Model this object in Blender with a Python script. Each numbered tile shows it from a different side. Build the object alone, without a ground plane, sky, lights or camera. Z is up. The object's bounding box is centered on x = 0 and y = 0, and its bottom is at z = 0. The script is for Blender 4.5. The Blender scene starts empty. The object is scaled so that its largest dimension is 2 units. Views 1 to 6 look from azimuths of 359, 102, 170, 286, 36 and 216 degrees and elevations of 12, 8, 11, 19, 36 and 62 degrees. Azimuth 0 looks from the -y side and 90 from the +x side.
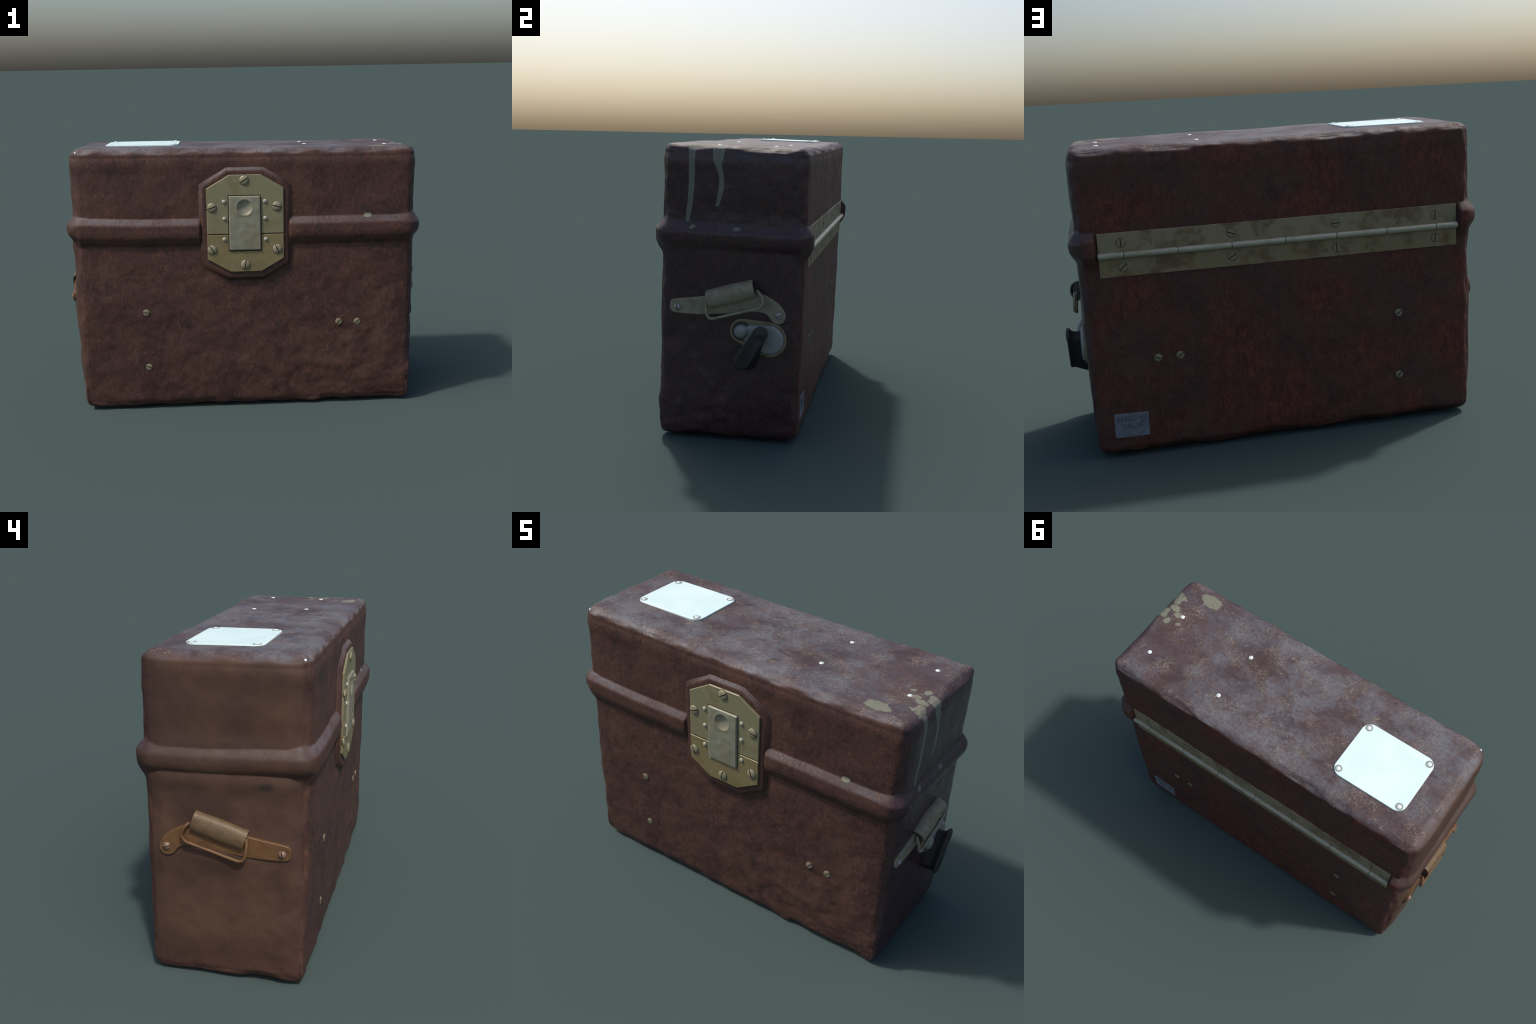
import bpy, math
import numpy as np
from mathutils import Vector, Matrix, noise

# ------------------------------------------------------------------ frame ---
# The case stands slightly turned and leaning: everything is built in its own
# upright frame and parented to one rotated Empty.
FRAME = (Matrix.Translation((-0.012, -0.022, 0.0)) @ Matrix.Rotation(math.radians(2.27), 4, 'Z')
         @ Matrix.Rotation(math.radians(-1.3), 4, 'X') @ Matrix.Rotation(math.radians(0.2), 4, 'Y'))
HX, HY, TOP = 0.918, 0.344, 1.4355     # half width, half depth, height
RAD = 0.046                           # edge rounding

case = bpy.data.objects.new("field_telephone_case", None)
bpy.context.collection.objects.link(case)
case.matrix_world = FRAME
case["label"] = "worn dark brown bakelite field telephone case with brass fittings"
case["category"] = "telephone case"

def add(name, mesh, mat=None, parent=case, local=None):
    ob = bpy.data.objects.new(name, mesh)
    bpy.context.collection.objects.link(ob)
    ob.parent = parent
    ob.matrix_parent_inverse = Matrix()
    if local is not None:
        ob.matrix_local = local
    if mat is not None and len(mesh.materials) == 0:
        mesh.materials.append(mat)
    return ob

def mesh_from(name, verts, faces, smooth=True, angle=None):
    me = bpy.data.meshes.new(name)
    me.from_pydata([tuple(map(float, v)) for v in verts], [], [tuple(map(int, f)) for f in faces])
    me.validate()
    if smooth:
        me.polygons.foreach_set("use_smooth", [True] * len(me.polygons))
        if angle is not None:
            me.set_sharp_from_angle(angle=math.radians(angle))
    me.update()
    return me

def smoothstep(a, b, x):
    t = np.clip((x - a) / (b - a), 0, 1)
    return t * t * (3 - 2 * t)

# -------------------------------------------------------------- materials ---
class Nodes:
    """small helper for writing node trees as expressions"""
    def __init__(self, name):
        self.mat = bpy.data.materials.new(name)
        self.mat.use_nodes = True
        self.t = self.mat.node_tree
        self.bsdf = self.t.nodes["Principled BSDF"]
        self.co = self.t.nodes.new("ShaderNodeTexCoord").outputs["Object"]
    def put(self, sock, v):
        if hasattr(v, "links"):
            self.t.links.new(v, sock)
        elif hasattr(v, "__len__"):
            sock.default_value = (*v, 1.0) if len(v) == 3 and len(sock.default_value) == 4 else v
        else:
            sock.default_value = v
    def math(self, op, a, b=0.0, c=0.0):
        n = self.t.nodes.new("ShaderNodeMath"); n.operation = op
        for s, v in zip(n.inputs, (a, b, c)): self.put(s, v)
        return n.outputs[0]
    def vec(self, op, a, b=(0, 0, 0)):
        n = self.t.nodes.new("ShaderNodeVectorMath"); n.operation = op
        self.put(n.inputs[0], a); self.put(n.inputs[1], b)
        return n.outputs["Value"] if op in ("LENGTH", "DISTANCE", "DOT_PRODUCT") else n.outputs["Vector"]
    def noise(self, scale, detail=4.0, rough=0.55, vector=None, stretch=None, distortion=0.0):
        v = vector or self.co
        if stretch: v = self.vec("MULTIPLY", v, stretch)
        n = self.t.nodes.new("ShaderNodeTexNoise")
        self.put(n.inputs["Vector"], v)
        n.inputs["Scale"].default_value = scale; n.inputs["Detail"].default_value = detail
        n.inputs["Roughness"].default_value = rough; n.inputs["Distortion"].default_value = distortion
        return n.outputs["Fac"]
    def noise_vec(self, scale):
        n = self.t.nodes.new("ShaderNodeTexNoise")
        self.put(n.inputs["Vector"], self.co); n.inputs["Scale"].default_value = scale
        n.inputs["Detail"].default_value = 2
        return self.vec("SUBTRACT", n.outputs["Color"], (0.5, 0.5, 0.5))
    def voronoi(self, scale, vector=None, out="Distance"):
        n = self.t.nodes.new("ShaderNodeTexVoronoi")
        self.put(n.inputs["Vector"], vector or self.co); n.inputs["Scale"].default_value = scale
        return n.outputs[out]
    def ramp(self, x, lo, hi, a=0.0, b=1.0):
        n = self.t.nodes.new("ShaderNodeMapRange"); n.interpolation_type = 'SMOOTHSTEP'
        self.put(n.inputs[0], x)
        for i, v in enumerate((lo, hi, a, b)): self.put(n.inputs[i + 1], v)
        return n.outputs[0]
    def mix(self, f, a, b, mode='MIX'):
        n = self.t.nodes.new("ShaderNodeMix"); n.data_type = 'RGBA'; n.blend_type = mode
        self.put(n.inputs[0], f); self.put(n.inputs[6], a); self.put(n.inputs[7], b)
        return n.outputs[2]
    def sep(self, v=None):
        n = self.t.nodes.new("ShaderNodeSeparateXYZ"); self.put(n.inputs[0], v or self.co)
        return n.outputs
    def normal(self):
        g = self.t.nodes.new("ShaderNodeTexCoord")
        return self.sep(g.outputs["Normal"])
    def curve(self, x, pts):
        """piecewise smooth function of x (x and y given in 0..1)"""
        n = self.t.nodes.new("ShaderNodeFloatCurve"); c = n.mapping.curves[0]
        while len(c.points) < len(pts): c.points.new(0.5, 0.5)
        for p, (px, py) in zip(c.points, pts): p.location = (px, py)
        n.mapping.update(); self.put(n.inputs["Value"], x)
        return n.outputs[0]
    def bump(self, h, strength, dist=0.004):
        n = self.t.nodes.new("ShaderNodeBump")
        n.inputs["Strength"].default_value = strength; n.inputs["Distance"].default_value = dist
        self.put(n.inputs["Height"], h)
        self.t.links.new(n.outputs[0], self.bsdf.inputs["Normal"])
    def done(self, color, rough, metal=0.0, spec=0.5):
        self.put(self.bsdf.inputs["Base Color"], color); self.put(self.bsdf.inputs["Roughness"], rough)
        self.put(self.bsdf.inputs["Metallic"], metal); self.put(self.bsdf.inputs["Specular IOR Level"], spec)
        return self.mat

PAINT = (0.178, 0.180, 0.134)

def make_bakelite(name, lid=False):
    N = Nodes(name)
    x, y, z = N.sep()
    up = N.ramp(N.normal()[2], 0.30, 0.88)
    big = N.noise(2.6, 3, 0.6)
    mid = N.noise(10, 5, 0.68, distortion=0.6)
    fine = N.noise(75, 4, 0.7, stretch=(1, 1, 0.6))
    calm = N.ramp(x, -0.925, -0.88, 0.30, 1.0)       # the sanded end wall shows less grain
    col = N.mix(N.ramp(big, 0.35, 0.68), (0.0500, 0.0250, 0.0215), (0.0700, 0.0345, 0.0255))
    col = N.mix(N.math('MULTIPLY', N.ramp(mid, 0.50, 0.70), 0.45), col, (0.0800, 0.0340, 0.0235))
    col = N.mix(N.math('MULTIPLY', N.ramp(mid, 0.49, 0.36), N.math('MULTIPLY', 0.6, calm)), col, (0.0260, 0.0165, 0.0165))
    # fine mottling of the wood-flour filler
    col = N.mix(N.math('MULTIPLY', N.math('MULTIPLY', N.ramp(fine, 0.46, 0.66), 0.40), calm), col, (0.100, 0.043, 0.030))
    col = N.mix(N.math('MULTIPLY', N.math('MULTIPLY', N.ramp(fine, 0.50, 0.34), 0.45), calm), col, (0.026, 0.0155, 0.0160))
    # sky reflection painted as bluish haze on the lid top, with rim wear
    sky_haze_wear = N.math('MULTIPLY', up, N.math('MULTIPLY', N.ramp(N.noise(5.5, 9, 0.78, distortion=0.15), 0.36, 0.62, 0.35, 0.95), N.ramp(N.noise(55, 5, 0.75), 0.36, 0.60, 0.55, 1.0)))
    col = N.mix(sky_haze_wear, col, N.mix(N.ramp(N.noise(2.4, 6, 0.62), 0.40, 0.62), (0.076, 0.064, 0.075), (0.134, 0.141, 0.162)))
    dark = N.math('MULTIPLY', N.math('MULTIPLY', up, N.ramp(N.noise(4.0, 8, 0.70, stretch=(1, 1.3, 1), distortion=0.25), 0.53, 0.62)), 0.7)
    col = N.mix(dark, col, (0.048, 0.029, 0.029))
    # orange and tan filler flecks where the gloss has worn off
    patch = N.ramp(N.noise(7.0, 6, 0.70), 0.44, 0.60)
    fleck = N.ramp(N.noise(78, 4, 0.72, stretch=(1, 1, 0.6), distortion=1.8), 0.535, 0.62)
    f = N.math('MULTIPLY', N.math('MULTIPLY', N.math('MULTIPLY', fleck, patch), N.math('MULTIPLY_ADD', up, 0.15, 0.62)), calm)
    fcol = N.mix(up, (0.155, 0.070, 0.040), (0.30, 0.225, 0.145))
    col = N.mix(f, col, fcol)
    # redder resin in the back wall, cool sky reflection painted on the crank end
    red = N.math('MULTIPLY', N.math('MULTIPLY', N.ramp(y, 0.27, 0.335), N.ramp(N.normal()[1], 0.45, 0.9)), N.ramp(N.noise(3.2, 7, 0.70), 0.38, 0.60, 0.10, 0.90))
    red = N.math('MULTIPLY', red, N.math('SUBTRACT', 1.0, up))
    grit = N.noise(42, 6, 0.80, stretch=(1, 1, 0.5), distortion=0.8)
    col = N.mix(red, col, N.mix(N.ramp(grit, 0.40, 0.68), (0.070, 0.0180, 0.0130), (0.150, 0.048, 0.028)))
    endw = N.ramp(x, 0.885, 0.918)
    gloss = N.math('MULTIPLY', endw, N.math('SUBTRACT', 1.0, up))
    col = N.mix(N.math('MULTIPLY', endw, N.ramp(N.noise(5.0, 6, 0.66), 0.38, 0.62, 0.35, 0.80)), col, N.mix(N.ramp(fine, 0.42, 0.66), (0.036, 0.021, 0.031), (0.082, 0.030, 0.032)))  # violet imitates reflected sky, the reddish flecks are the wall's own
    plain = N.ramp(x, -0.90, -0.935)
    col = N.mix(N.math('MULTIPLY', plain, 0.6), col, N.mix(N.ramp(big, 0.36, 0.62), (0.050, 0.0290, 0.0205), (0.076, 0.0440, 0.0275)))
    # small dark spot under the rim
    st = N.vec('LENGTH', N.vec('DIVIDE', N.vec('SUBTRACT', N.co, (-0.94, -0.175, 0.915)), (0.08, 0.045, 0.020)))
    col = N.mix(N.ramp(st, 1.3, 0.2, 0.0, 0.8), col, (0.016, 0.015, 0.014))
    # hairline scuffs
    scr = N.math('MULTIPLY', N.ramp(N.noise(26, 2, 0.5, stretch=(1, 1, 9)), 0.70, 0.76), 0.20)
    col = N.mix(scr, col, (0.13, 0.09, 0.08))
    rough = N.math('SUBTRACT', N.ramp(mid, 0.3, 0.7, 0.52, 0.66), N.math('MULTIPLY', gloss, 0.32))
    spec = N.math('MULTIPLY_ADD', gloss, 0.22, 0.28)
    if lid:
        # spilled cream paint: blobs on the top, two runs down the end wall
        wob = N.vec('ADD', N.co, N.vec('MULTIPLY', N.noise_vec(30), (0.042, 0.042, 0.014)))
        best = None
        for c, s in [((0.735, -0.272, TOP), (0.062, 0.034, 0.1)), ((0.700, -0.258, TOP), (0.03, 0.022, 0.1)),
                     ((0.888, -0.178, TOP), (0.026, 0.030, 0.1)),
                     ((0.868, -0.126, TOP), (0.034, 0.021, 0.1)), ((0.858, -0.205, TOP), (0.013, 0.014, 0.1)),
                     ((0.900, -0.225, TOP), (0.011, 0.010, 0.1)),
                     ((0.826, -0.094, TOP), (0.022, 0.017, 0.1)), ((0.853, -0.037, TOP), (0.020, 0.015, 0.1)),
                     ((0.785, -0.048, TOP), (0.016, 0.015, 0.1)), ((0.890, -0.064, TOP), (0.016, 0.018, 0.1)),
                     ((0.94, -0.188, 1.045), (0.05, 0.012, 0.009)), ((0.95, 0.026, 1.045), (0.05, 0.017, 0.009)),
                     ((0.66, -0.36, 1.066), (0.020, 0.05, 0.012))]:
            d = N.vec('LENGTH', N.vec('DIVIDE', N.vec('SUBTRACT', wob, c), s))
            best = d if best is None else N.math('MINIMUM', best, d)
        blob = N.ramp(best, 1.06, 0.94)
        h = N.math('DIVIDE', N.math('SUBTRACT', z, 1.0), 0.5)          # 0..1 over z 1.0 .. 1.5
        yn = N.math('ADD', N.math('MULTIPLY', y, 1.0), 0.5)
        end = N.ramp(x, 0.875, 0.885)
        for centre, half, low in [
            ([(0, .284), (.14, .284), (.32, .294), (.55, .299), (.8, .297), (1, .300)],
             [(0, .06), (.14, .085), (.2, .12), (.32, .135), (.55, .15), (.78, .175), (.86, .26), (1, .26)], 1.066),
            ([(0, .423), (.28, .423), (.34, .43), (.41, .438), (.56, .441), (.70, .424), (.84, .424), (1, .424)],
             [(0, .06), (.28, .07), (.34, .105), (.56, .13), (.66, .15), (.72, .24), (.84, .32), (1, .30)], 1.146)]:
            c = N.curve(h, centre); w = N.math('MULTIPLY', N.curve(h, half), 0.095)
            run = N.ramp(N.math('SUBTRACT', w, N.math('ABSOLUTE', N.math('SUBTRACT', yn, c))), -0.001, 0.0015)
            run = N.math('MULTIPLY', N.math('MULTIPLY', run, end), N.ramp(z, low - 0.004, low + 0.004))
            blob = N.math('MAXIMUM', blob, run)
        pc = N.mix(N.math('MULTIPLY', N.ramp(fine, 0.45, 0.7), 0.5), PAINT, (0.120, 0.116, 0.086))
        col = N.mix(N.math('MULTIPLY', blob, N.ramp(N.noise(60, 5, 0.75), 0.30, 0.52, 0.72, 0.97)), col, pc)
        rough = N.math('ADD', rough, N.math('MULTIPLY', blob, 0.1))
    N.bump(N.math('ADD', N.math('MULTIPLY', fine, 0.35), mid), 0.24, 0.009)
    return N.done(col, rough, spec=spec)

def make_metal(name, base, stain, worn, scale=14, metal=0.35, rough=0.42, stain_amt=0.6, bump=0.12, stretch=None):
    N = Nodes(name)
    a = N.noise(scale, 5, 0.62, stretch=stretch, distortion=0.5); b = N.noise(scale * 4.5, 4, 0.65, stretch=stretch)
    col = N.mix(N.math('MULTIPLY', N.ramp(a, 0.45, 0.66), stain_amt), base, stain)
    col = N.mix(N.math('MULTIPLY', N.ramp(b, 0.54, 0.68), 0.45), col, worn)
    N.bump(N.math('ADD', a, N.math('MULTIPLY', b, 0.4)), bump, 0.004)
    return N.done(col, N.ramp(b, 0.3, 0.7, rough - 0.06, rough + 0.1), metal, 0.5)

def make_plain(name, col, rough=0.6, metal=0.0, var=0.25):
    N = Nodes(name)
    f = N.math('MULTIPLY', N.ramp(N.noise(40, 4, 0.6), 0.4, 0.65), var)
    return N.done(N.mix(f, col, tuple(0.45 * c for c in col)), rough, metal)

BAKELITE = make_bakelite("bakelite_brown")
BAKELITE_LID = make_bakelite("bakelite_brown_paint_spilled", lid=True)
BRASS = make_metal("aged_brass", (0.200, 0.185, 0.105), (0.170, 0.140, 0.062), (0.25, 0.24, 0.16), 6, metal=0.12, rough=0.45)
BRASS_LOWER = make_metal("warm_brass", (0.195, 0.160, 0.075), (0.145, 0.110, 0.045), (0.26, 0.235, 0.14), 11, metal=0.12, rough=0.45)
KEEPER_RUST = make_metal("pitted_steel", (0.112, 0.074, 0.037), (0.070, 0.038, 0.017), (0.145, 0.105, 0.060), 26, metal=0.08, rough=0.55, bump=0.25)
BRASS_LATCH = make_metal("polished_brass", (0.225, 0.220, 0.160), (0.185, 0.165, 0.098), (0.29, 0.29, 0.23), 7, metal=0.15, rough=0.45)
BRASS_HINGE = make_metal("stained_brass", (0.240, 0.198, 0.112), (0.115, 0.070, 0.028), (0.30, 0.265, 0.185), 8, stretch=(1, 1, 3.5), stain_amt=0.85, metal=0.08, rough=0.55)
BRASS_RUSTED = make_metal("rusted_brass", (0.215, 0.162, 0.080), (0.110, 0.064, 0.025), (0.27, 0.235, 0.165), 8, stretch=(1, 1, 3.5), stain_amt=0.85, metal=0.08, rough=0.5)
BARREL = make_metal("rubbed_brass", (0.37, 0.345, 0.25), (0.25, 0.225, 0.145), (0.47, 0.46, 0.38), 18, stretch=(0.5, 1, 1), metal=0.35, rough=0.34)
SCREW = make_metal("screw_brass", (0.255, 0.232, 0.145), (0.16, 0.128, 0.068), (0.36, 0.34, 0.25), 40, metal=0.15, rough=0.45)
SCREW_DULL = make_metal("screw_dull", (0.215, 0.190, 0.118), (0.13, 0.10, 0.055), (0.29, 0.27, 0.19), 40, metal=0.12, rough=0.5)
STUD = make_metal("stud_nickel", (0.36, 0.36, 0.30), (0.30, 0.28, 0.20), (0.48, 0.48, 0.42), 40, metal=0.15, rough=0.42)
SCREW_STEEL = make_metal("screw_steel", (0.34, 0.34, 0.31), (0.20, 0.18, 0.14), (0.46, 0.47, 0.44), 40, metal=0.2, rough=0.4)
STEEL = make_metal("dull_steel", (0.275, 0.245, 0.165), (0.175, 0.125, 0.065), (0.33, 0.33, 0.27), 20, metal=0.10, rough=0.5)
RUST = make_metal("rusty_steel", (0.116, 0.058, 0.022), (0.078, 0.032, 0.013), (0.140, 0.080, 0.038), 18, metal=0.08, rough=0.58)
RUST_SCREW = make_metal("rusty_screw", (0.19, 0.125, 0.085), (0.09, 0.055, 0.033), (0.30, 0.24, 0.19), 40, metal=0.2, rough=0.45)
GREY_METAL = make_metal("grey_metal", (0.27, 0.275, 0.255), (0.19, 0.18, 0.155), (0.34, 0.35, 0.33), 14, metal=0.15, rough=0.42)
BLACK = make_plain("black_bakelite", (0.026, 0.023, 0.022), 0.5)
SLOT = make_plain("dark_slot", (0.020, 0.018, 0.014), 0.8)
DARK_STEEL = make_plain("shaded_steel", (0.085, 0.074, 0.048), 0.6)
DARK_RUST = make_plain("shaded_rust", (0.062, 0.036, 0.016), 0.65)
GRIME = make_plain("grime", (0.055, 0.048, 0.034), 0.75)
SMUDGE = make_plain("dirty_enamel", (0.24, 0.27, 0.25), 0.6)
RIVET = make_metal("rivet_aluminium", (0.66, 0.72, 0.70), (0.50, 0.52, 0.49), (0.76, 0.82, 0.80), 60, metal=0.1, rough=0.4, stain_amt=0.4)
INK = make_plain("pencil", (0.060, 0.070, 0.085), 0.7)

def make_plate():
    N = Nodes("white_enamel")
    a = N.noise(6, 5, 0.6, distortion=0.4); b = N.noise(90, 3, 0.7)
    col = N.mix(N.ramp(a, 0.4, 0.7), (0.66, 0.80, 0.78), (0.60, 0.76, 0.74))
    col = N.mix(N.math('MULTIPLY', N.ramp(b, 0.66, 0.74), 0.5), col, (0.34, 0.38, 0.34))
    return N.done(col, 0.42)
PLATE = make_plate()

def make_paper():
    N = Nodes("grey_paper")
    a = N.noise(45, 4, 0.6); b = N.noise(190, 3, 0.7)
    col = N.mix(N.ramp(a, 0.35, 0.68), (0.165, 0.180, 0.205), (0.120, 0.130, 0.150))
    col = N.mix(N.math('MULTIPLY', N.ramp(b, 0.5, 0.7), 0.4), col, (0.21, 0.22, 0.24))
    return N.done(col, 0.85, spec=0.2)
PAPER = make_paper()

# -------------------------------------------------- moulded case (one skin) --
def graded(lo, hi, step, fine=(), fstep=0.0035, reach=0.03):
    pts = [lo]
    while pts[-1] < hi:
        x = pts[-1]; s = step
        for f in fine:
            a, b = f if isinstance(f, tuple) else (f, f)
            d = max(a - x, x - b, 0.0)
            s = min(s, fstep + (step - fstep) * min(1.0, d / reach))
        pts.append(x + s)
    p = np.array(pts)
    return lo + (p - lo) * (hi - lo) / (p[-1] - lo)

def profile(pts, blur):
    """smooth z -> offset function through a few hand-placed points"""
    zs = np.linspace(0.85, 1.15, 601); v = np.interp(zs, [p[0] for p in pts], [p[1] for p in pts])
    k = np.exp(-0.5 * (np.arange(-60, 61) * 0.0005 / blur) ** 2); k /= k.sum()
    v = np.convolve(v, k, 'same')
    return lambda z: np.interp(z, zs, v)

RIM_FACE = profile([(.85, 0), (.878, 0), (.908, .006), (.936, .024), (.962, .036), (.985, .039), (1.030, .038), (1.064, .011), (1.074, 0), (1.15, 0)], 0.0055)
RIM_END = profile([(.85, 0), (.895, .002), (.940, .011), (.970, .033), (.995, .0395), (1.026, .0385), (1.050, .022), (1.072, .005), (1.090, 0), (1.15, 0)], 0.008)

def fbm(P, scale, octaves, seed):
    off = Vector((seed * 7.31, seed * 3.77, seed * 5.13))
    return np.array([noise.fractal(Vector(p) * scale + off, 1.0, 2.0, octaves) for p in P])

def build_shell():
    gx = graded(-HX, HX, 0.0095, fine=(-0.24, 0.223, -0.85, 0.838, (-HX, -HX + .05), (HX - .05, HX)))
    gy = graded(-HY, HY, 0.0095, fine=((-HY, -HY + .05), (HY - .05, HY)), fstep=0.005)
    gz = graded(0.0, TOP, 0.0095, fine=((0.90, 1.085), (TOP - .05, TOP), (0, 0.04)), fstep=0.0038)
    nx, ny, nz = len(gx) - 1, len(gy) - 1, len(gz) - 1
    quads = []
    def grid(n, m, f, flip):
        i, j = np.meshgrid(np.arange(n), np.arange(m), indexing='ij')
        q = [f(i, j), f(i + 1, j), f(i + 1, j + 1), f(i, j + 1)]
        q = np.stack([np.stack(np.broadcast_arrays(*c), -1) for c in q], 2).reshape(-1, 4, 3)
        quads.append(q[:, ::-1] if flip else q)
    grid(nx, nz, lambda i, j: (i, 0 * i, j), False); grid(nx, nz, lambda i, j: (i, 0 * i + ny, j), True)
    grid(ny, nz, lambda i, j: (0 * i, i, j), True);  grid(ny, nz, lambda i, j: (0 * i + nx, i, j), False)
    grid(nx, ny, lambda i, j: (i, j, 0 * i), True);  grid(nx, ny, lambda i, j: (i, j, 0 * i + nz), False)
    Q = np.concatenate(quads)
    key = (Q[..., 0] * (ny + 1) + Q[..., 1]) * (nz + 1) + Q[..., 2]
    uk, inv = np.unique(key.reshape(-1), return_inverse=True)
    F = inv.reshape(-1, 4)
    P = np.stack([gx[uk // ((ny + 1) * (nz + 1))], gy[(uk // (nz + 1)) % (ny + 1)], gz[uk % (nz + 1)]], 1)
    # round the edges
    lo = np.array([-HX, -HY, 0.0]); hi = np.array([HX, HY, TOP])
    inner = np.clip(P, lo + RAD, hi - RAD); d = P - inner
    n = d / np.linalg.norm(d, axis=1, keepdims=True)
    flat = P.copy()
    P = inner + n * RAD
    x, y, z = P.T
    # rim: crisp band along the long walls, a soft roll round the ends
    nh = n[:, :2] / np.maximum(np.linalg.norm(n[:, :2], axis=1, keepdims=True), 1e-6)
    wend = smoothstep(0.15, 0.75, np.abs(nh[:, 0]))
    zr = z - 0.014 * smoothstep(-0.45, -0.93, x) * smoothstep(0.15, -0.3, y)      # the band climbs a little at one corner
    amp = RIM_FACE(zr) * (1 - wend) + RIM_END(zr) * wend
    front = y < 0
    gap_f = np.where((x > -0.0085), smoothstep(0.212, 0.240, x), smoothstep(-0.224, -0.252, x))
    gap_b = np.where((x > -0.008), smoothstep(0.832, 0.850, x), smoothstep(-0.842, -0.860, x))
    amp = amp * np.where(front, gap_f, gap_b)
    # the walls belly out a little between their edges and draw in at the foot
    side_in = smoothstep(0.0, 0.09, HY - np.abs(y)); long_in = smoothstep(0.0, 0.10, HX - np.abs(x))
    left = smoothstep(-0.6, -0.95, nh[:, 0]); right = smoothstep(0.6, 0.95, nh[:, 0])
    fr = smoothstep(-0.6, -0.95, nh[:, 1]); bk = smoothstep(0.6, 0.95, nh[:, 1])
    hi_ = smoothstep(0.15, 0.75, z)
    belly = left * (0.003 + 0.016 * side_in * smoothstep(0.02, 0.24, z)) + right * (0.002 + 0.011 * side_in * smoothstep(0.66, 0.95, z))
    belly += fr * (0.002 + 0.008 * long_in * hi_) + bk * (0.003 + 0.002 * hi_ * long_in)
    belly -= (left + right + fr) * 0.011 * smoothstep(0.26, 0.0, z)
    belly += left * side_in * (0.009 * np.exp(-((z - 0.58) / 0.09) ** 2) + 0.009 * np.exp(-((z - 0.925) / 0.045) ** 2))
    belly -= (fr * smoothstep(-0.55, -0.85, x) + left * smoothstep(-0.18, -0.32, y)) * 0.008 * smoothstep(0.65, 0.3, z)
    belly += 0.013 * left * np.exp(-((z - 0.60) / 0.055) ** 2 - ((y - 0.035) / 0.11) ** 2)
    belly -= left * 0.008 * np.exp(-((z - 0.80) / 0.07) ** 2) * (1 - side_in)
    belly -= (left + right) * 0.004 * np.exp(-((z - 1.13) / 0.05) ** 2)
    belly -= 0.006 * smoothstep(0.075, 0.0, z) ** 2
    belly *= 1 - np.clip(np.abs(n[:, 2]), 0, 1) ** 2
    amp *= 1 + 0.20 * smoothstep(0.55, 0.95, np.abs(nh[:, 0])) * smoothstep(0.1, -0.3, y) * (x < 0)
    amp = np.maximum(amp - np.clip(belly, 0, None) * 0.9 * (amp > 0), 0) + belly
    off = np.zeros_like(P); off[:, :2] = nh * amp[:, None]
    # rolled shoulder under the top edge
    sh = -0.0035 * np.exp(-((z - 1.393) / 0.016) ** 2) + 0.002 * np.exp(-((z - 1.35) / 0.03) ** 2)
    wall = 1 - np.clip(np.abs(n[:, 2]) * 1.5, 0, 1)
    off[:, :2] += nh * (sh * wall * np.where(front, 1.0, 0.6))[:, None]
    # unevenness: broad warps, dents, lumpy edges
    P3 = P.tolist()
    broad = fbm(P3, 2.6, 2, 1) * 0.0045
    dents = fbm(P3, 10.0, 3, 2) * 0.0038
    edge = 1 - np.max(np.abs(n), axis=1)                   # only on rounded edges
    edge = smoothstep(0.02, 0.2, edge)
    lump = fbm(P3, 9.5, 2, 3) * 0.0080 * edge
    lower = smoothstep(0.75, 0.25, z) * smoothstep(-0.2, 0.7, x) * front
    dents = dents * (0.60 + 0.4 * front * smoothstep(0.95, 0.6, z) + 0.75 * lower) * np.where(n[:, 2] > 0.7, 0.25, 1.0)
    off += n * (broad + dents + lump)[:, None]
    # slight sag of the underside and its wavy border
    low = smoothstep(0.22, 0.0, z)
    wave = fbm(np.stack([x, y * 1.4, 0 * z], 1).tolist(), 6.5, 2, 4) * 0.011
    rise = 0.014 * np.exp(-((x + 0.9) / 0.25) ** 2 - ((y + 0.16) / 0.1) ** 2)
    off[:, 2] += low * (0.0227 * y + 0.0035 * x + wave + rise)
    # top falls a touch towards one end
    off[:, 2] += (-0.005 * x + 0.003 * smoothstep(0.2, -0.9, x)) * smoothstep(1.1, TOP, z)
    P = P + off
    M = np.array(FRAME); wz = P @ M[2, :3] + M[2, 3]
    P[:, 2] -= wz.min() * low
    wz = P @ M[2, :3] + M[2, 3]; P[:, 2] -= wz.min() * low
    return P, F, flat

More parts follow.
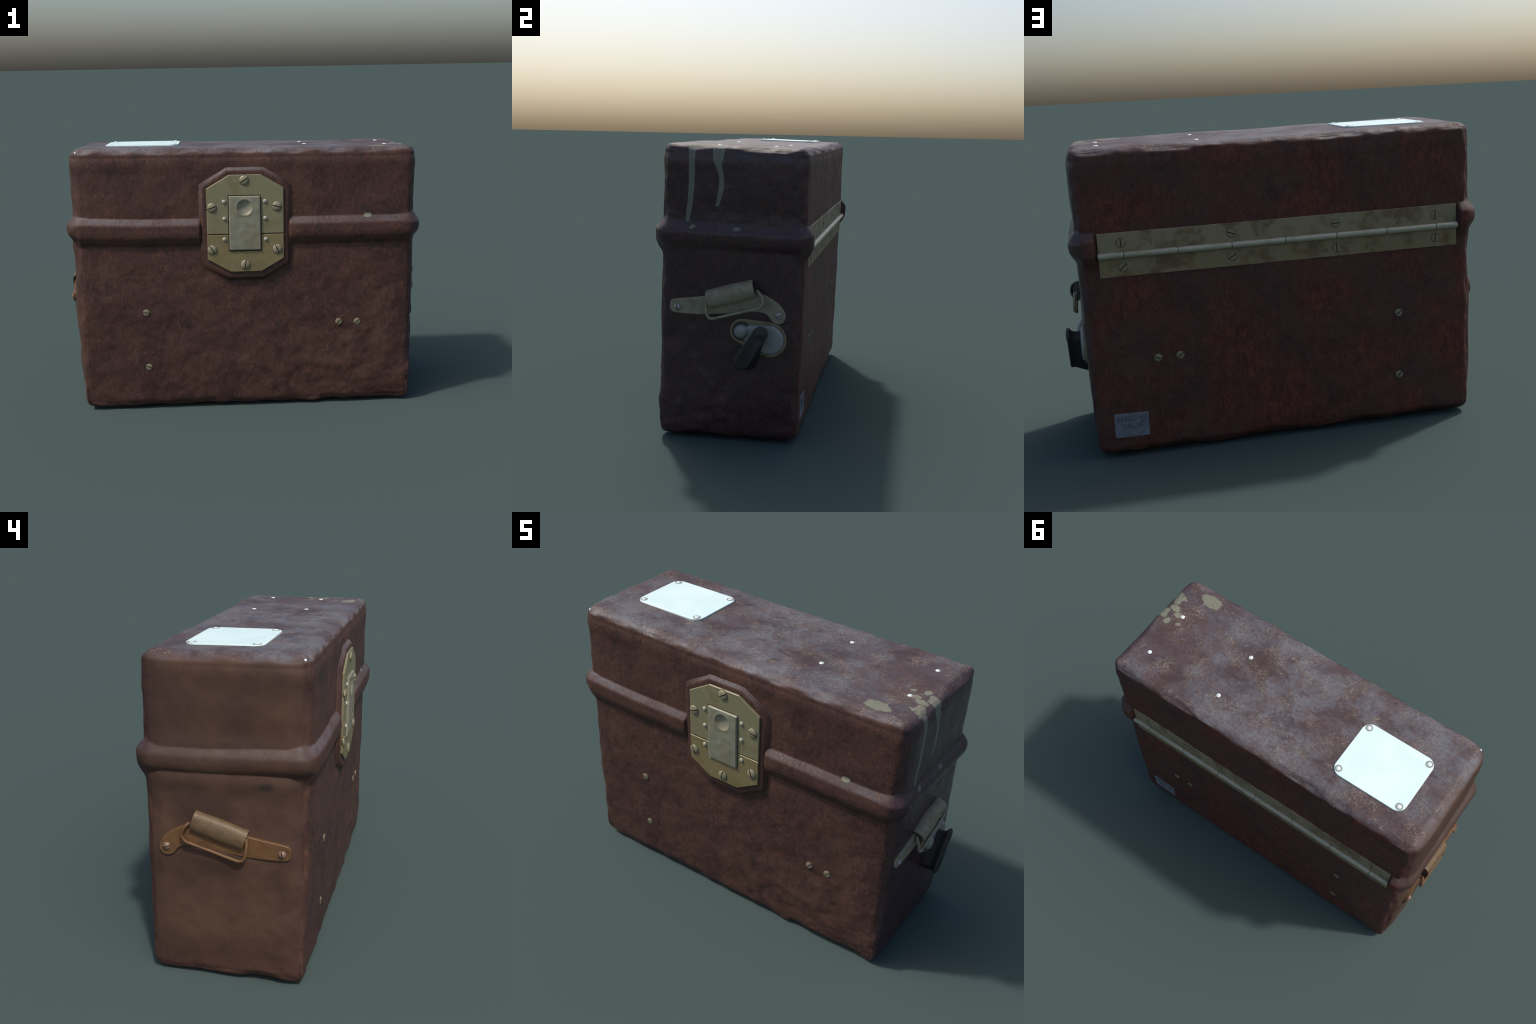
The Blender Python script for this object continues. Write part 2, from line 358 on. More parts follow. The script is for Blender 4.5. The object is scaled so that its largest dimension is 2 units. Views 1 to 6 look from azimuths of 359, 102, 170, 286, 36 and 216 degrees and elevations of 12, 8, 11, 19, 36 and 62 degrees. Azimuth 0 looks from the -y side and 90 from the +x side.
P, F, FLAT = build_shell()
full = bpy.data.meshes.new("case_skin")
full.vertices.add(len(P)); full.vertices.foreach_set("co", P.reshape(-1))
full.loops.add(F.size); full.loops.foreach_set("vertex_index", F.reshape(-1))
full.polygons.add(len(F)); full.polygons.foreach_set("loop_start", np.arange(len(F)) * 4)
full.update(calc_edges=True)
VN = np.zeros(len(P) * 3); full.vertex_normals.foreach_get("vector", VN); VN = VN.reshape(-1, 3)
fz = FLAT[F].mean(1)[:, 2]
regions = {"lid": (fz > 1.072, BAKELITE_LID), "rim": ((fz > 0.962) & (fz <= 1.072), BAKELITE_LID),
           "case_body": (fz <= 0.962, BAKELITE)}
shell = {}
for nm, (sel, mat) in regions.items():
    f = F[sel]; used, idx = np.unique(f.reshape(-1), return_inverse=True); f = idx.reshape(-1, 4)
    me = bpy.data.meshes.new(nm)
    me.vertices.add(len(used)); me.vertices.foreach_set("co", P[used].reshape(-1))
    me.loops.add(f.size); me.loops.foreach_set("vertex_index", f.reshape(-1))
    me.polygons.add(len(f)); me.polygons.foreach_set("loop_start", np.arange(len(f)) * 4)
    me.update(calc_edges=True)
    me.polygons.foreach_set("use_smooth", [True] * len(f))
    me.normals_split_custom_set_from_vertices(VN[used].tolist())
    shell[nm] = add(nm, me, mat)
bpy.data.meshes.remove(full)

def wall_at(face, a, b):
    """how far out the skin lies on a wall near the given position"""
    ax, sg, uv = {"front": (1, -1, (0, 2)), "back": (1, 1, (0, 2)), "right": (0, 1, (1, 2)), "left": (0, -1, (1, 2)), "top": (2, 1, (0, 1))}[face]
    q = P[P[:, ax] * sg > (1.0 if face == "top" else 0.2)]
    d = (q[:, uv[0]] - a) ** 2 + (q[:, uv[1]] - b) ** 2
    return float(np.mean(q[np.argsort(d)[:5], ax] * sg))

# ------------------------------------------------------------- primitives ---
def offset_loop(pts, d):
    """move a counter-clockwise 2D loop inwards by d"""
    p = np.array(pts, float); a = np.roll(p, 1, 0); b = np.roll(p, -1, 0)
    e1 = p - a; e2 = b - p
    e1 /= np.linalg.norm(e1, axis=1, keepdims=True); e2 /= np.linalg.norm(e2, axis=1, keepdims=True)
    n1 = np.stack([-e1[:, 1], e1[:, 0]], 1); n2 = np.stack([-e2[:, 1], e2[:, 0]], 1)
    m = n1 + n2; m /= np.linalg.norm(m, axis=1, keepdims=True)
    return p + m * (d / np.maximum((m * n1).sum(1), 0.4))[:, None]

def slab(name, outline, layers, cap=True, smooth_angle=35):
    """stack of (height, inset) loops over a 2D outline (u, v) -> (u, v, h), capped with a fan-free ngon"""
    V = []; Fc = []; n = len(outline)
    for h, inset in layers:
        V += [(u, v, h) for u, v in offset_loop(outline, inset)]
    for k in range(len(layers) - 1):
        for i in range(n):
            j = (i + 1) % n
            Fc.append((k * n + i, k * n + j, (k + 1) * n + j, (k + 1) * n + i))
    if cap:
        Fc.append(tuple(range((len(layers) - 1) * n, len(layers) * n)))
        Fc.append(tuple(range(n - 1, -1, -1)))
    return mesh_from(name, V, Fc, True, smooth_angle)

def chaikin(pts, n=2):
    p = np.array(pts, float)
    for _ in range(n):
        q = np.roll(p, -1, 0)
        p = np.stack([p * .75 + q * .25, p * .25 + q * .75], 1).reshape(-1, 2)
    return p

def lathe(name, prof, seg=28):
    V = []; Fc = []
    for r, h in prof:
        V += [(r * math.cos(2 * math.pi * i / seg), r * math.sin(2 * math.pi * i / seg), h) for i in range(seg)]
    for k in range(len(prof) - 1):
        for i in range(seg):
            j = (i + 1) % seg
            Fc.append((k * seg + i, k * seg + j, (k + 1) * seg + j, (k + 1) * seg + i))
    Fc.append(tuple(range((len(prof) - 1) * seg, len(prof) * seg))); Fc.append(tuple(range(seg - 1, -1, -1)))
    return mesh_from(name, V, Fc, True, 40)

def tube(name, path, r, seg=10, closed=False):
    p = [Vector(a) for a in path]; V = []; Fc = []; n = len(p); up = None
    for i in range(n):
        t = (p[min(i + 1, n - 1)] - p[max(i - 1, 0)]).normalized()
        a = t.cross(up if up is not None else Vector((1, 0, 0)) if abs(t.x) < .9 else Vector((0, 0, 1))).normalized()
        b = a.cross(t).normalized(); up = b
        V += [p[i] + (a * math.cos(2 * math.pi * k / seg) + b * math.sin(2 * math.pi * k / seg)) * r for k in range(seg)]
    for i in range(n - 1):
        for k in range(seg):
            l = (k + 1) % seg
            Fc.append((i * seg + k, i * seg + l, (i + 1) * seg + l, (i + 1) * seg + k))
    Fc.append(tuple(range(seg - 1, -1, -1))); Fc.append(tuple(range((n - 1) * seg, n * seg)))
    me = mesh_from(name, V, Fc, True, 50)
    return me

def smooth_path(pts, k=8):
    P4 = [Vector(p) for p in pts]; P4 = [P4[0]] + P4 + [P4[-1]]; out = []
    for i in range(1, len(P4) - 2):
        a, b, c, d = P4[i - 1:i + 3]
        for s in range(k):
            t = s / k
            out.append(0.5 * ((2 * b) + (c - a) * t + (2 * a - 5 * b + 4 * c - d) * t * t + (3 * b - a - 3 * c + d) * t ** 3))
    return out + [P4[-2]]

def slotted_screw(name, mat, dome=0.42, slot=0.10, ring=None):
    """unit-radius slotted screw head, dome up +z: two half domes over a dark slot floor"""
    V = []; Fc = []; mi = []
    nu, nv = 18, 7
    for s in (1, -1):
        base = len(V)
        xm = math.sqrt(1 - slot * slot)
        for i in range(nu + 1):
            u = -xm * math.cos(math.pi * i / nu)
            Y = math.sqrt(max(1 - u * u, 0))
            for j in range(nv + 1):
                v = slot + (Y - slot) * j / nv
                q = min(1.0, u * u + v * v)
                V.append((u * s, v * s, 0.10 + dome * (1 - q) ** 0.6 if q < 1 else 0.10))
        idx = lambda i, j: base + i * (nv + 1) + j
        for i in range(nu):
            for j in range(nv):
                Fc.append((idx(i, j), idx(i + 1, j), idx(i + 1, j + 1), idx(i, j + 1))); mi.append(0)
        for j, flip in ((0, False), (nv, True)):              # walls down to the seat
            b0 = len(V)
            for i in range(nu + 1):
                q = V[idx(i, j)]; V.append((q[0], q[1], -0.3))
            for i in range(nu):
                f = (idx(i, j), b0 + i, b0 + i + 1, idx(i + 1, j))
                Fc.append(f[::-1] if flip else f); mi.append(1 if j == 0 else 0)
    seg = 28; b0 = len(V)
    V += [(math.cos(2 * math.pi * i / seg) * 0.97, math.sin(2 * math.pi * i / seg) * 0.97, 0.03) for i in range(seg)]
    Fc.append(tuple(range(b0, b0 + seg))); mi.append(1)
    if ring:                                                   # dirty seat around the head
        b0 = len(V)
        for r, h in ((ring, -0.2), (ring, 0.0), (1.0, 0.05), (0.9, 0.05)):
            V += [(math.cos(2 * math.pi * i / seg) * r, math.sin(2 * math.pi * i / seg) * r, h) for i in range(seg)]
        for k in range(3):
            for i in range(seg):
                l = (i + 1) % seg
                Fc.append((b0 + k * seg + i, b0 + k * seg + l, b0 + (k + 1) * seg + l, b0 + (k + 1) * seg + i)); mi.append(2)
    me = mesh_from(name, V, Fc, True, 40)
    me.materials.append(mat); me.materials.append(SLOT); me.materials.append(GRIME)
    if len(me.polygons) == len(mi): me.polygons.foreach_set("material_index", mi)
    return me

def basis(face):
    """local u, v, outward axes of each wall as a 4x4 (columns u, v, out)"""
    ax = {"front": ((1, 0, 0), (0, 0, 1), (0, -1, 0)), "back": ((-1, 0, 0), (0, 0, 1), (0, 1, 0)),
          "right": ((0, 1, 0), (0, 0, 1), (1, 0, 0)), "left": ((0, -1, 0), (0, 0, 1), (-1, 0, 0)),
          "top": ((1, 0, 0), (0, 1, 0), (0, 0, 1))}[face]
    return Matrix((ax[0], ax[1], ax[2])).transposed().to_4x4()

def place(mesh, name, face, pos, r, spin=0.0, parent=case, tall=1.0):
    m = Matrix.Translation(pos) @ basis(face) @ Matrix.Rotation(math.radians(spin), 4, 'Z') @ Matrix.Diagonal((r, r, r * tall, 1))
    return add(name, mesh, None, parent, m)

# ------------------------------------------------------------------ lock ----
CX = -0.003
def octagon(dx, dz_top, dz_bot, cut_x, cut_t, cut_b):
    return [(CX - cut_x, dz_bot), (CX + cut_x, dz_bot), (CX + dx, cut_b), (CX + dx, cut_t),
            (CX + cut_x, dz_top), (CX - cut_x, dz_top), (CX - dx, cut_t), (CX - dx, cut_b)]
OCT = octagon(0.206, 1.298, 0.773, 0.084, 1.226, 0.844)
front = basis("front")
lock = bpy.data.objects.new("lock", None); bpy.context.collection.objects.link(lock); lock.parent = case
lock.location = (0, -0.003, 0)
boss = slab("lock_surround", octagon(0.248, 1.339, 0.722, 0.102, 1.246, 0.810),
            [(0.335, 0.0), (0.3500, 0.0), (0.3540, 0.005), (0.3650, 0.014), (0.3690, 0.019), (0.3705, 0.025), (0.3700, 0.036)], smooth_angle=60)
boss.transform(front)
add("lock_surround", boss, BAKELITE, lock)

SEAM = 0.979; LX0, LX1, LZ0, LZ1 = -0.0905, 0.0785, 0.892, 1.185
def clip_z(poly, zc, keep_above):
    out = []
    for i, a in enumerate(poly):
        b = poly[(i + 1) % len(poly)]
        ia, ib = (a[1] >= zc) == keep_above, (b[1] >= zc) == keep_above
        if ia: out.append(a)
        if ia != ib:
            t = (zc - a[1]) / (b[1] - a[1]); out.append((a[0] + (b[0] - a[0]) * t, zc))
    return out
g = 0.0022
up = clip_z(OCT, SEAM + g, True); dn = clip_z(OCT, SEAM - g, False)
def notch(poly, zc, z_in):
    """cut the latch opening into the straight seam edge of a plate"""
    out = []
    for i, a in enumerate(poly):
        b = poly[(i + 1) % len(poly)]; out.append(a)
        if abs(a[1] - zc) < 1e-6 and abs(b[1] - zc) < 1e-6:
            xs = (LX0 - .003, LX1 + .003) if b[0] > a[0] else (LX1 + .003, LX0 - .003)
            out += [(xs[0], zc), (xs[0], z_in), (xs[1], z_in), (xs[1], zc)]
    return out
layers = [(0.360, 0.0), (0.3755, 0.0), (0.3785, 0.0025)]
add("lock_plate", slab("lock_plate", notch(up, SEAM + g, LZ1 + .003), layers, smooth_angle=20), BRASS, lock, front)
add("lock_plate", slab("lock_plate", notch(dn, SEAM - g, LZ0 - .006), layers, smooth_angle=20), BRASS_LOWER, lock, front)
add("lock_recess", slab("lock_recess", [(LX0 - .004, LZ0 - .008), (LX1 + .004, LZ0 - .008), (LX1 + .004, LZ1 + .004), (LX0 - .004, LZ1 + .004)],
    [(0.362, 0), (0.3705, 0)]), SLOT, lock, front)

def latch_mesh():
    nu, nv = 48, 80; V = []; Fc = []
    us = np.linspace(LX0, LX1, nu + 1); vs = np.linspace(LZ0, LZ1, nv + 1)
    for v in vs:
        for u in us:
            d = math.hypot(u + 0.006, v - 1.124) / 0.041
            e = min(u - LX0, LX1 - u, v - LZ0, LZ1 - v)
            h = 0.3865 + 0.0025 * math.sin(math.pi * (v - LZ0) / (LZ1 - LZ0)) - 0.003 * max(0, 1 - e / 0.005) ** 2
            h += 0.0015 * noise.noise(Vector((u * 25, v * 25, 4.2)))
            h -= 0.0125 * (1 - d * d) ** 0.75 if d < 1 else 0
            h += 0.0012 * math.exp(-((d - 1.08) / 0.12) ** 2)
            V.append((u, v, h))
    w = nu + 1
    for j in range(nv):
        for i in range(nu):
            Fc.append((j * w + i, j * w + i + 1, (j + 1) * w + i + 1, (j + 1) * w + i))
    loop = [i for i in range(w)] + [j * w + nu for j in range(1, nv + 1)] + [nv * w + i for i in range(nu - 1, -1, -1)] + [j * w for j in range(nv - 1, 0, -1)]
    b0 = len(V); V += [(V[i][0], V[i][1], 0.366) for i in loop]; L = len(loop)
    for k in range(L):
        Fc.append((b0 + k, b0 + (k + 1) % L, loop[(k + 1) % L], loop[k]))
    return mesh_from("latch", V, Fc, True, 55)
add("latch", latch_mesh(), BRASS_LATCH, lock, front)

screw_brass = slotted_screw("screw", SCREW, dome=0.30, ring=1.14)
screw_wall = slotted_screw("screw", SCREW_DULL, dome=0.14, slot=0.12)
screw_steel = slotted_screw("screw", SCREW_STEEL, dome=0.62, ring=1.15)
screw_rust = slotted_screw("screw", RUST_SCREW, dome=0.62, ring=1.15)
stud = lathe("rivet", [(1.25, -0.3), (1.22, 0.05), (1.0, 0.12), (0.97, 0.45), (0.82, 0.75), (0.5, 0.93), (0.12, 1.0)], 20)
stud.materials.append(STUD)

for x, z, sp in [(-0.007, 1.269, 32), (-0.181, 1.125, 18), (0.166, 1.127, -14), (-0.183, 0.897, -58), (0.167, 0.895, -66), (-0.007, 0.812, 80)]:
    place(screw_brass, "screw", "front", (x, -0.378, z), 0.0255, sp, lock)
for x, z in [(-0.116, 1.156), (-0.115, 1.064), (-0.117, 0.953), (0.103, 1.155), (0.103, 1.064), (0.106, 0.950)]:
    place(stud, "rivet", "front", (x, -0.3775, z), 0.0110, 0, lock, 0.8)

# --------------------------------------------------- screws in the walls ----
for x, z, sp in [(-0.551, 0.552, -8), (-0.548, 0.239, -18), (0.506, 0.471, 48), (0.609, 0.469, 42)]:
    place(screw_wall, "screw", "front", (x, -wall_at("front", x, z) - .0005, z), 0.0185, sp)
for x, z, sp in [(0.608, 0.473, -22), (0.507, 0.473, 40), (-0.549, 0.557, 28), (-0.545, 0.246, 55)]:
    place(screw_wall, "screw", "back", (x, wall_at("back", x, z) + .0005, z), 0.0185, sp)

# ----------------------------------------------------------------- hinge ----
hinge = bpy.data.objects.new("hinge", None); bpy.context.collection.objects.link(hinge); hinge.parent = case
back = basis("back")
HX0, HX1 = -0.831, 0.845          # along the back wall's own u axis (= -x)
def leaf(z0, z1, h):
    n = 60; e = lambda i, z: (HX0 + (HX1 - HX0) * i / n, z + 0.0012 * noise.noise(Vector((i * 0.7, z * 9, 1.5))))
    return [e(i, z0) for i in range(n + 1)] + [e(i, z1) for i in range(n, -1, -1)]
add("hinge_leaf", slab("hinge_leaf", leaf(0.966, 1.064, 0), [(0.335, 0), (0.3535, 0), (0.3555, 0.0018)], smooth_angle=25), BRASS_HINGE, hinge, back)
add("hinge_leaf", slab("hinge_leaf", leaf(0.865, 0.960, 0), [(0.335, 0), (0.3525, 0), (0.3545, 0.0018)], smooth_angle=25), BRASS_RUSTED, hinge, back)
joints = [HX0 - 0.004, -0.722, -0.484, -0.241, 0.006, 0.248, 0.492, 0.737, HX1 + 0.003]
for a, b in zip(joints[:-1], joints[1:]):
    a += 0.0014; b -= 0.0014; L = b - a; k = 24
    V = []; Fc = []; seg = 18
    for i in range(k + 1):
        r = 0.0158 * (1 - 0.10 * (i in (0, k))) + 0.0006 * noise.noise(Vector((a * 30 + i * 0.9, 2.1, 0)))
        V += [(a + L * i / k, 0.9635 + r * math.sin(2 * math.pi * s / seg), 0.3610 + r * math.cos(2 * math.pi * s / seg)) for s in range(seg)]
    for i in range(k):
        for s in range(seg):
            t = (s + 1) % seg
            Fc.append((i * seg + s, i * seg + t, (i + 1) * seg + t, (i + 1) * seg + s)[::-1])
    Fc.append(tuple(range(seg))); Fc.append(tuple(range((k + 1) * seg - 1, k * seg - 1, -1)))
    add("hinge_knuckle", mesh_from("hinge_knuckle", V, Fc, True, 40), BARREL, hinge, back)
add("hinge_pin", tube("hinge_pin", [(HX0, .9635, .361), (0, .9635, .361), (HX1, .9635, .361)], 0.0125), SLOT, hinge, back)
screw_flush = slotted_screw("screw", BRASS_HINGE, dome=0.10, slot=0.11, ring=1.12)
for x, z, sp in [(0.730, 1.018, 92), (0.240, 1.018, -20), (-0.248, 1.020, 5), (-0.736, 1.017, 90),
                 (0.729, 0.908, 42), (0.240, 0.911, 32), (-0.250, 0.905, 92), (-0.737, 0.909, 84)]:
    place(screw_flush, "screw", "back", (x, 0.3545 if z < .95 else 0.3555, z), 0.0195, sp, hinge, 0.8)

# ------------------------------------------------- nameplate and top rivets -
def rounded_rect(cx, cy, hx, hy, r, k=8):
    pts = []
    for sx, sy, a0 in ((1, -1, -90), (1, 1, 0), (-1, 1, 90), (-1, -1, 180)):
        for i in range(k + 1):
            a = math.radians(a0 + 90 * i / k)
            pts.append((cx + sx * (hx - r) + r * math.cos(a), cy + sy * (hy - r) + r * math.sin(a)))
    return pts
PT = max(wall_at('top', a, b) for a in (-.73, -.56, -.39) for b in (-.1, .04, .17)) + 0.0045
plate = bpy.data.objects.new("nameplate", None); bpy.context.collection.objects.link(plate); plate.parent = case
add("plate", slab("plate", rounded_rect(-0.558, 0.040, 0.202, 0.168, 0.050), [(TOP - .012, 0), (PT - .0015, 0), (PT, 0.002)], smooth_angle=25), PLATE, plate)
rim_ring = lathe("washer", [(1.75, -0.3), (1.7, 0.06), (1.0, 0.12), (0.9, 0.12)], 24); rim_ring.materials.append(SMUDGE)
bolt = lathe("rivet", [(1.2, -0.6), (1.15, 0.2), (1.05, 0.55), (0.8, 0.85), (0.45, 1.0), (0.1, 1.05)], 20); bolt.materials.append(RIVET)
for x, y in [(-0.732, -0.097), (-0.385, -0.098), (-0.731, 0.179), (-0.384, 0.177)]:
    place(rim_ring, "washer", "top", (x, y, PT - .0002), 0.0115, 0, plate)
    place(bolt, "rivet", "top", (x, y, PT - .0002), 0.0105, 0, plate, 0.38)
for x, y in [(0.798, -0.102), (0.798, 0.175), (0.345, -0.101), (0.346, 0.177)]:
    place(bolt, "rivet", "top", (x, y, wall_at('top', x, y) - .002), 0.0105, 0, case, 0.5)
place(bolt, "rivet", "top", (-0.893, -0.322, TOP - 0.012), 0.006, 0, case, 0.8)  # small bright dome added for the corner highlight, no real rivet

# --------------------------------------------------------------- sticker ----
sticker = bpy.data.objects.new("paper_label", None); bpy.context.collection.objects.link(sticker); sticker.parent = case
SU, SV = -0.751, 0.1665
PW = max(wall_at('back', a, b) for a in (.68, .75, .82) for b in (.12, .17, .22)) + 0.0012
sm = back @ Matrix.Translation((SU, SV, 0.0)) @ Matrix.Rotation(math.radians(-1.0), 4, 'Z')
def paper_mesh():
    nu, nv = 30, 22; V = []; Fc = []
    for j in range(nv + 1):
        for i in range(nu + 1):
            u, v = -0.078 + 0.156 * i / nu, -0.0575 + 0.115 * j / nv
            V.append((u, v, PW + 0.0006 * noise.noise(Vector((u * 30, v * 30, 0)))))
    w = nu + 1
    for j in range(nv):
        for i in range(nu):
            Fc.append((j * w + i, j * w + i + 1, (j + 1) * w + i + 1, (j + 1) * w + i))
    loop = [i for i in range(w)] + [j * w + nu for j in range(1, nv + 1)] + [nv * w + i for i in range(nu - 1, -1, -1)] + [j * w for j in range(nv - 1, 0, -1)]
    b0 = len(V); V += [(V[i][0], V[i][1], 0.335) for i in loop]; L = len(loop)
    for k in range(L): Fc.append((b0 + k, b0 + (k + 1) % L, loop[(k + 1) % L], loop[k]))
    return mesh_from("paper", V, Fc, True, 40)
add("paper", paper_mesh(), PAPER, sticker, sm)
def writing(body, u, v, size, slant, rot):
    cu = bpy.data.curves.new("handwriting", 'FONT'); cu.body = body; cu.size = size; cu.shear = slant
    cu.extrude = 0.0003; cu.offset = -0.0008; cu.resolution_u = 3; cu.align_x = 'CENTER'; cu.space_character = 1.12
    tmp = bpy.data.objects.new("handwriting_curve", cu); bpy.context.collection.objects.link(tmp)
    me = bpy.data.meshes.new_from_object(tmp.evaluated_get(bpy.context.evaluated_depsgraph_get()))
    bpy.data.objects.remove(tmp)
    add("handwriting", me, INK, sticker, sm @ Matrix.Translation((u, v, PW + 0.0008)) @ Matrix.Rotation(math.radians(rot), 4, 'Z'))
writing("МБС-42", 0.000, 0.019, 0.036, 0.18, 3)
writing("37-0Ф", 0.004, -0.016, 0.036, 0.18, 5)

# --------------------------------------------------- strap brackets (ends) --
def arc_outline(pts, n=3):
    return chaikin(pts, n)

def bracket(side):
    face = "right" if side > 0 else "left"
    metal, scr = (STEEL, screw_steel) if side > 0 else (RUST, screw_rust)
    # (y, z) of the bracket; the other end wall carries its mirror image
    dy, dz = (0.004, 0.010) if side > 0 else (0.010, -0.008)
    W = np.mean([wall_at(face, y, z) for y, z in ((-.26, .64), (.23, .64), (-.18, .66), (0, .62), (.1, .75), (0., .75))]) + (0.001 if side > 0 else 0.003)
    OUT = 0.975 - HX if side > 0 else 0.979 - HX
    kx = (HX + OUT - W) / 0.058
    grp = bpy.data.objects.new("strap_bracket", None); bpy.context.collection.objects.link(grp); grp.parent = case
    # frame with columns y, z, outward; mirrored for the left wall
    ori = Matrix(((0, 0, side), (1, 0, 0), (0, 1, 0))).to_4x4()
    mir = Matrix.Translation((0, dy, dz)) @ ori
    def put(name, me, mat):
        if side < 0: me.flip_normals()
        me.transform(mir); me.update()
        return add(name, me, mat, grp)
    strip = arc_outline([(-0.262, 0.613), (-0.200, 0.612), (-0.121, 0.614), (0.0, 0.630), (0.148, 0.650), (0.185, 0.634), (0.205, 0.600), (0.250, 0.592),
                         (0.273, 0.630), (0.252, 0.676), (0.205, 0.712), (0.140, 0.742), (0.0, 0.735), (-0.123, 0.704), (-0.255, 0.684), (-0.290, 0.678), (-0.299, 0.645), (-0.287, 0.618)], 3)
    put("bracket_strip", slab("bracket_strip", strip, [(W - .012, 0), (W + .0055, 0), (W + .0080, 0.0025)], smooth_angle=30), metal)
    # rolled sheet keeper
    U = Vector((0.9545, 0.298)); Vv = Vector((-0.298, 0.9545)); C = Vector((0.006, 0.722))
    prof = [(W + kx * o, v) for o, v in ((-.006, .050), (.018, .049), (.036, .043), (.050, .031), (.0575, .013), (.058, -.006), (.053, -.022), (.044, -.034))]
    prof = [(a.x, a.y) for a in smooth_path([(p[0], p[1], 0) for p in prof], 4)]
    th = 0.0055; inner = []
    for i, (o, v) in enumerate(prof):
        a = prof[max(i - 1, 0)]; b = prof[min(i + 1, len(prof) - 1)]; t = Vector((b[0] - a[0], b[1] - a[1])).normalized()
        inner.append((o + t.y * th, v - t.x * th))
    ring = prof + inner[::-1]; n = len(ring); V = []; Fc = []; steps = 24
    for s in range(steps + 1):
        f = s / steps; u = -0.117 + 0.234 * f
        for o, v in ring:
            wob = 0.0012 * noise.noise(Vector((u * 22, v * 30, o * 20 + side)))
            y, z = C + U * u + Vv * (v * (1 - 0.05 * abs(2 * f - 1)))
            V.append((y, z, o + wob))
    for s in range(steps):
        for k in range(n):
            l = (k + 1) % n
            Fc.append((s * n + k, s * n + l, (s + 1) * n + l, (s + 1) * n + k))
    Fc.append(tuple(range(n - 1, -1, -1))); Fc.append(tuple(range(steps * n, (steps + 1) * n)))
    put("keeper", mesh_from("keeper", V, Fc, True, 45), metal if side > 0 else KEEPER_RUST)
    V = []; Fc = []  # filler block added to close the hollow, recess shade put into its colour
    fill_prof = [(-.010, .043), (.016, .042), (.034, .034), (.044, .016), (.040, -.010), (.022, -.034), (-.010, -.046)]
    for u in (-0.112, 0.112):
        for o, v in fill_prof:
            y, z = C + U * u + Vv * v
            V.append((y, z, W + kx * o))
    n = len(fill_prof)
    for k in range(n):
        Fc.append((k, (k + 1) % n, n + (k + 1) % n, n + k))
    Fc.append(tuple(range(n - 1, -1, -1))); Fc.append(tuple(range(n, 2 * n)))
    put("keeper_fill", mesh_from("keeper_fill", V, Fc, True, 30), DARK_STEEL if side > 0 else DARK_RUST)
    # wire loop
    e = 1.0 if side > 0 else 0.74
    path = [(0.128, 0.752, W + e * .020), (0.142, 0.741, W + e * .030), (0.156, 0.722, W + e * .035), (0.160, 0.696, W + e * .037), (0.146, 0.674, W + e * .038), (0.110, 0.661, W + e * .038), (0.02, 0.634, W + e * .038),
            (-0.065, 0.608, W + e * .038), (-0.092, 0.607, W + e * .038), (-0.105, 0.622, W + e * .037), (-0.110, 0.645, W + e * .035), (-0.112, 0.675, W + e * .028), (-0.110, 0.70, W + e * .015)]
    put("wire_loop", tube("wire_loop", smooth_path(path, 6), 0.0074), metal)
    for (y, z), sp in zip([(-0.258, 0.643), (0.234, 0.636)], (95, 20)):
        m = Matrix.Translation((side * (W + .0070), y + dy, z + dz)) @ basis(face) @ Matrix.Rotation(math.radians(sp), 4, 'Z') @ Matrix.Diagonal((.0175, .0175, .0185, 1))
        add("screw", scr, None, grp, m)
bracket(1)
bracket(-1)

# ----------------------------------------------------------------- crank ----
def hull_outline(c0, r0, c1, r1, k=20):
    d = Vector(c1) - Vector(c0); L = d.length; base = math.atan2(d.y, d.x); b = math.acos(max(-1, min(1, (r0 - r1) / L)))
    pts = []
    for i in range(k + 1):
        a = base - b + 2 * b * i / k; pts.append((c1[0] + r1 * math.cos(a), c1[1] + r1 * math.sin(a)))
    for i in range(k + 1):
        a = base + b + (2 * math.pi - 2 * b) * i / k; pts.append((c0[0] + r0 * math.cos(a), c0[1] + r0 * math.sin(a)))
    return pts
crank = bpy.data.objects.new("crank_fitting", None); bpy.context.collection.objects.link(crank); crank.parent = case
right = basis("right")
W = wall_at("right", .19, .52)
dish = hull_outline((0.067, 0.559), 0.060, (0.195, 0.526), 0.086)
add("crank_plate", slab("crank_plate", dish, [(W - .01, 0), (W + .006, 0.0), (W + .010, 0.004), (W + .010, 0.010), (W + .006, 0.015), (W + .007, 0.02)], smooth_angle=50), BRASS_HINGE, crank, right)
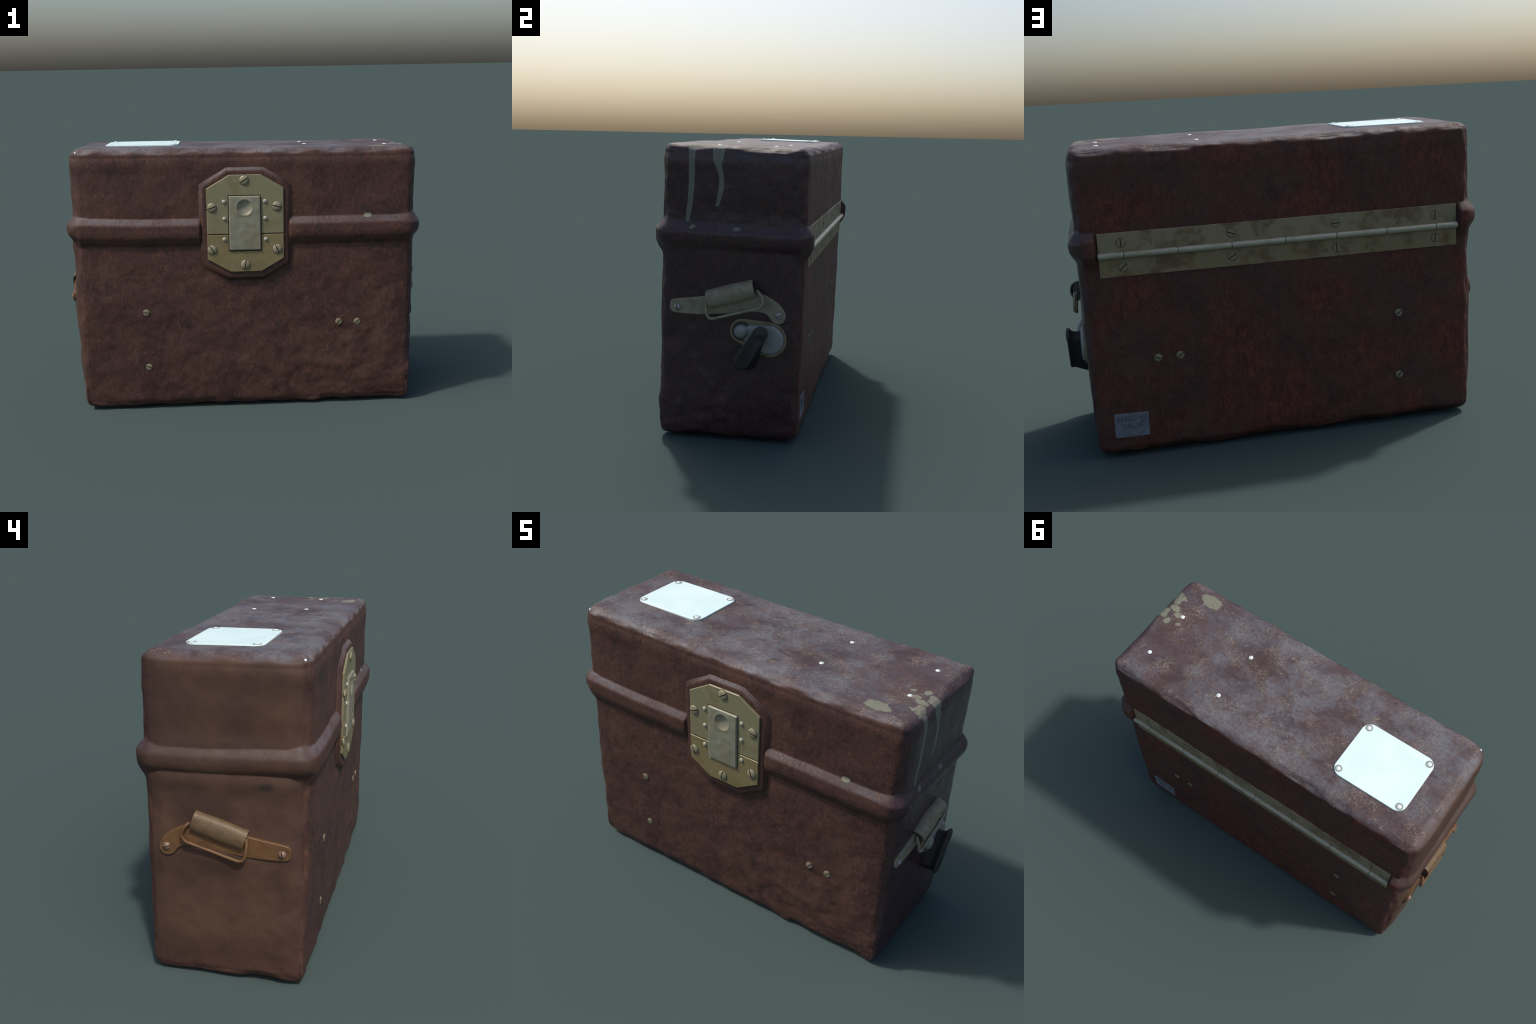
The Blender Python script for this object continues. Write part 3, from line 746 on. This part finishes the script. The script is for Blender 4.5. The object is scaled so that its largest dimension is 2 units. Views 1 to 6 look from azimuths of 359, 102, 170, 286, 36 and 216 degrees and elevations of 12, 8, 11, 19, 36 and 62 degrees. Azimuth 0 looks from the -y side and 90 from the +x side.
add("crank_cover", slab("crank_cover", hull_outline((0.105, 0.549), 0.043, (0.196, 0.526), 0.0735),
    [(W, 0), (W + .015, 0.001), (W + .021, 0.006), (W + .023, 0.014), (W + .0235, 0.024)], smooth_angle=60), GREY_METAL, crank, right)
post = lathe("crank_post", [(.040, W), (.040, W + .010), (.034, W + .012), (.0335, W + .026), (.030, W + .033), (.020, W + .038), (.007, W + .040)], 28)
add("crank_post", post, GREY_METAL, crank, right @ Matrix.Translation((0.064, 0.560, 0)))
seat = lathe("post_seat", [(.047, W), (.047, W + .0125), (.044, W + .0135), (.030, W + .0135)], 28)
add("post_seat", seat, GRIME, crank, right @ Matrix.Translation((0.064, 0.560, 0)))
# folding lever: a flared block carrying the flat finger piece
def lever():
    W = HX - 0.001
    secs = [(W - .01, .036, (0.150, 0.545), (0.104, 0.412), .044), (W + .020, .034, (0.154, 0.550), (0.100, 0.414), .040), (W + .046, .028, (0.158, 0.555), (0.094, 0.418), .036),
            (W + .064, .026, (0.161, 0.560), (0.088, 0.421), .033), (W + .073, .030, (0.164, 0.566), (0.083, 0.424), .036), (W + .078, .035, (0.167, 0.571), (0.080, 0.425), .0375),
            (W + .087, .0355, (0.167, 0.571), (0.080, 0.425), .038), (W + .0905, .032, (0.166, 0.570), (0.081, 0.426), .0345)]
    V = []; Fc = []; n = None
    for h, r0, c0, c1, r1 in secs:
        o = hull_outline(c0, r0, c1, r1, 7); n = len(o)
        for u, v in o:
            V.append((u, v, h))
    for k in range(len(secs) - 1):
        for i in range(n):
            j = (i + 1) % n
            Fc.append((k * n + i, k * n + j, (k + 1) * n + j, (k + 1) * n + i))
    Fc.append(tuple(range((len(secs) - 1) * n, len(secs) * n)))
    return mesh_from("crank_lever", V, Fc, True, 45)
add("crank_lever", lever(), BLACK, crank, right)
cap = lathe("pivot_cap", [(.027, 0), (.027, .0020), (.024, .0036), (.015, .0030), (.013, .0044), (.003, .0050)], 24)
add("pivot_cap", cap, BLACK, crank, right @ Matrix.Translation((0.164, 0.568, HX + .089)))

bpy.context.view_layer.update()
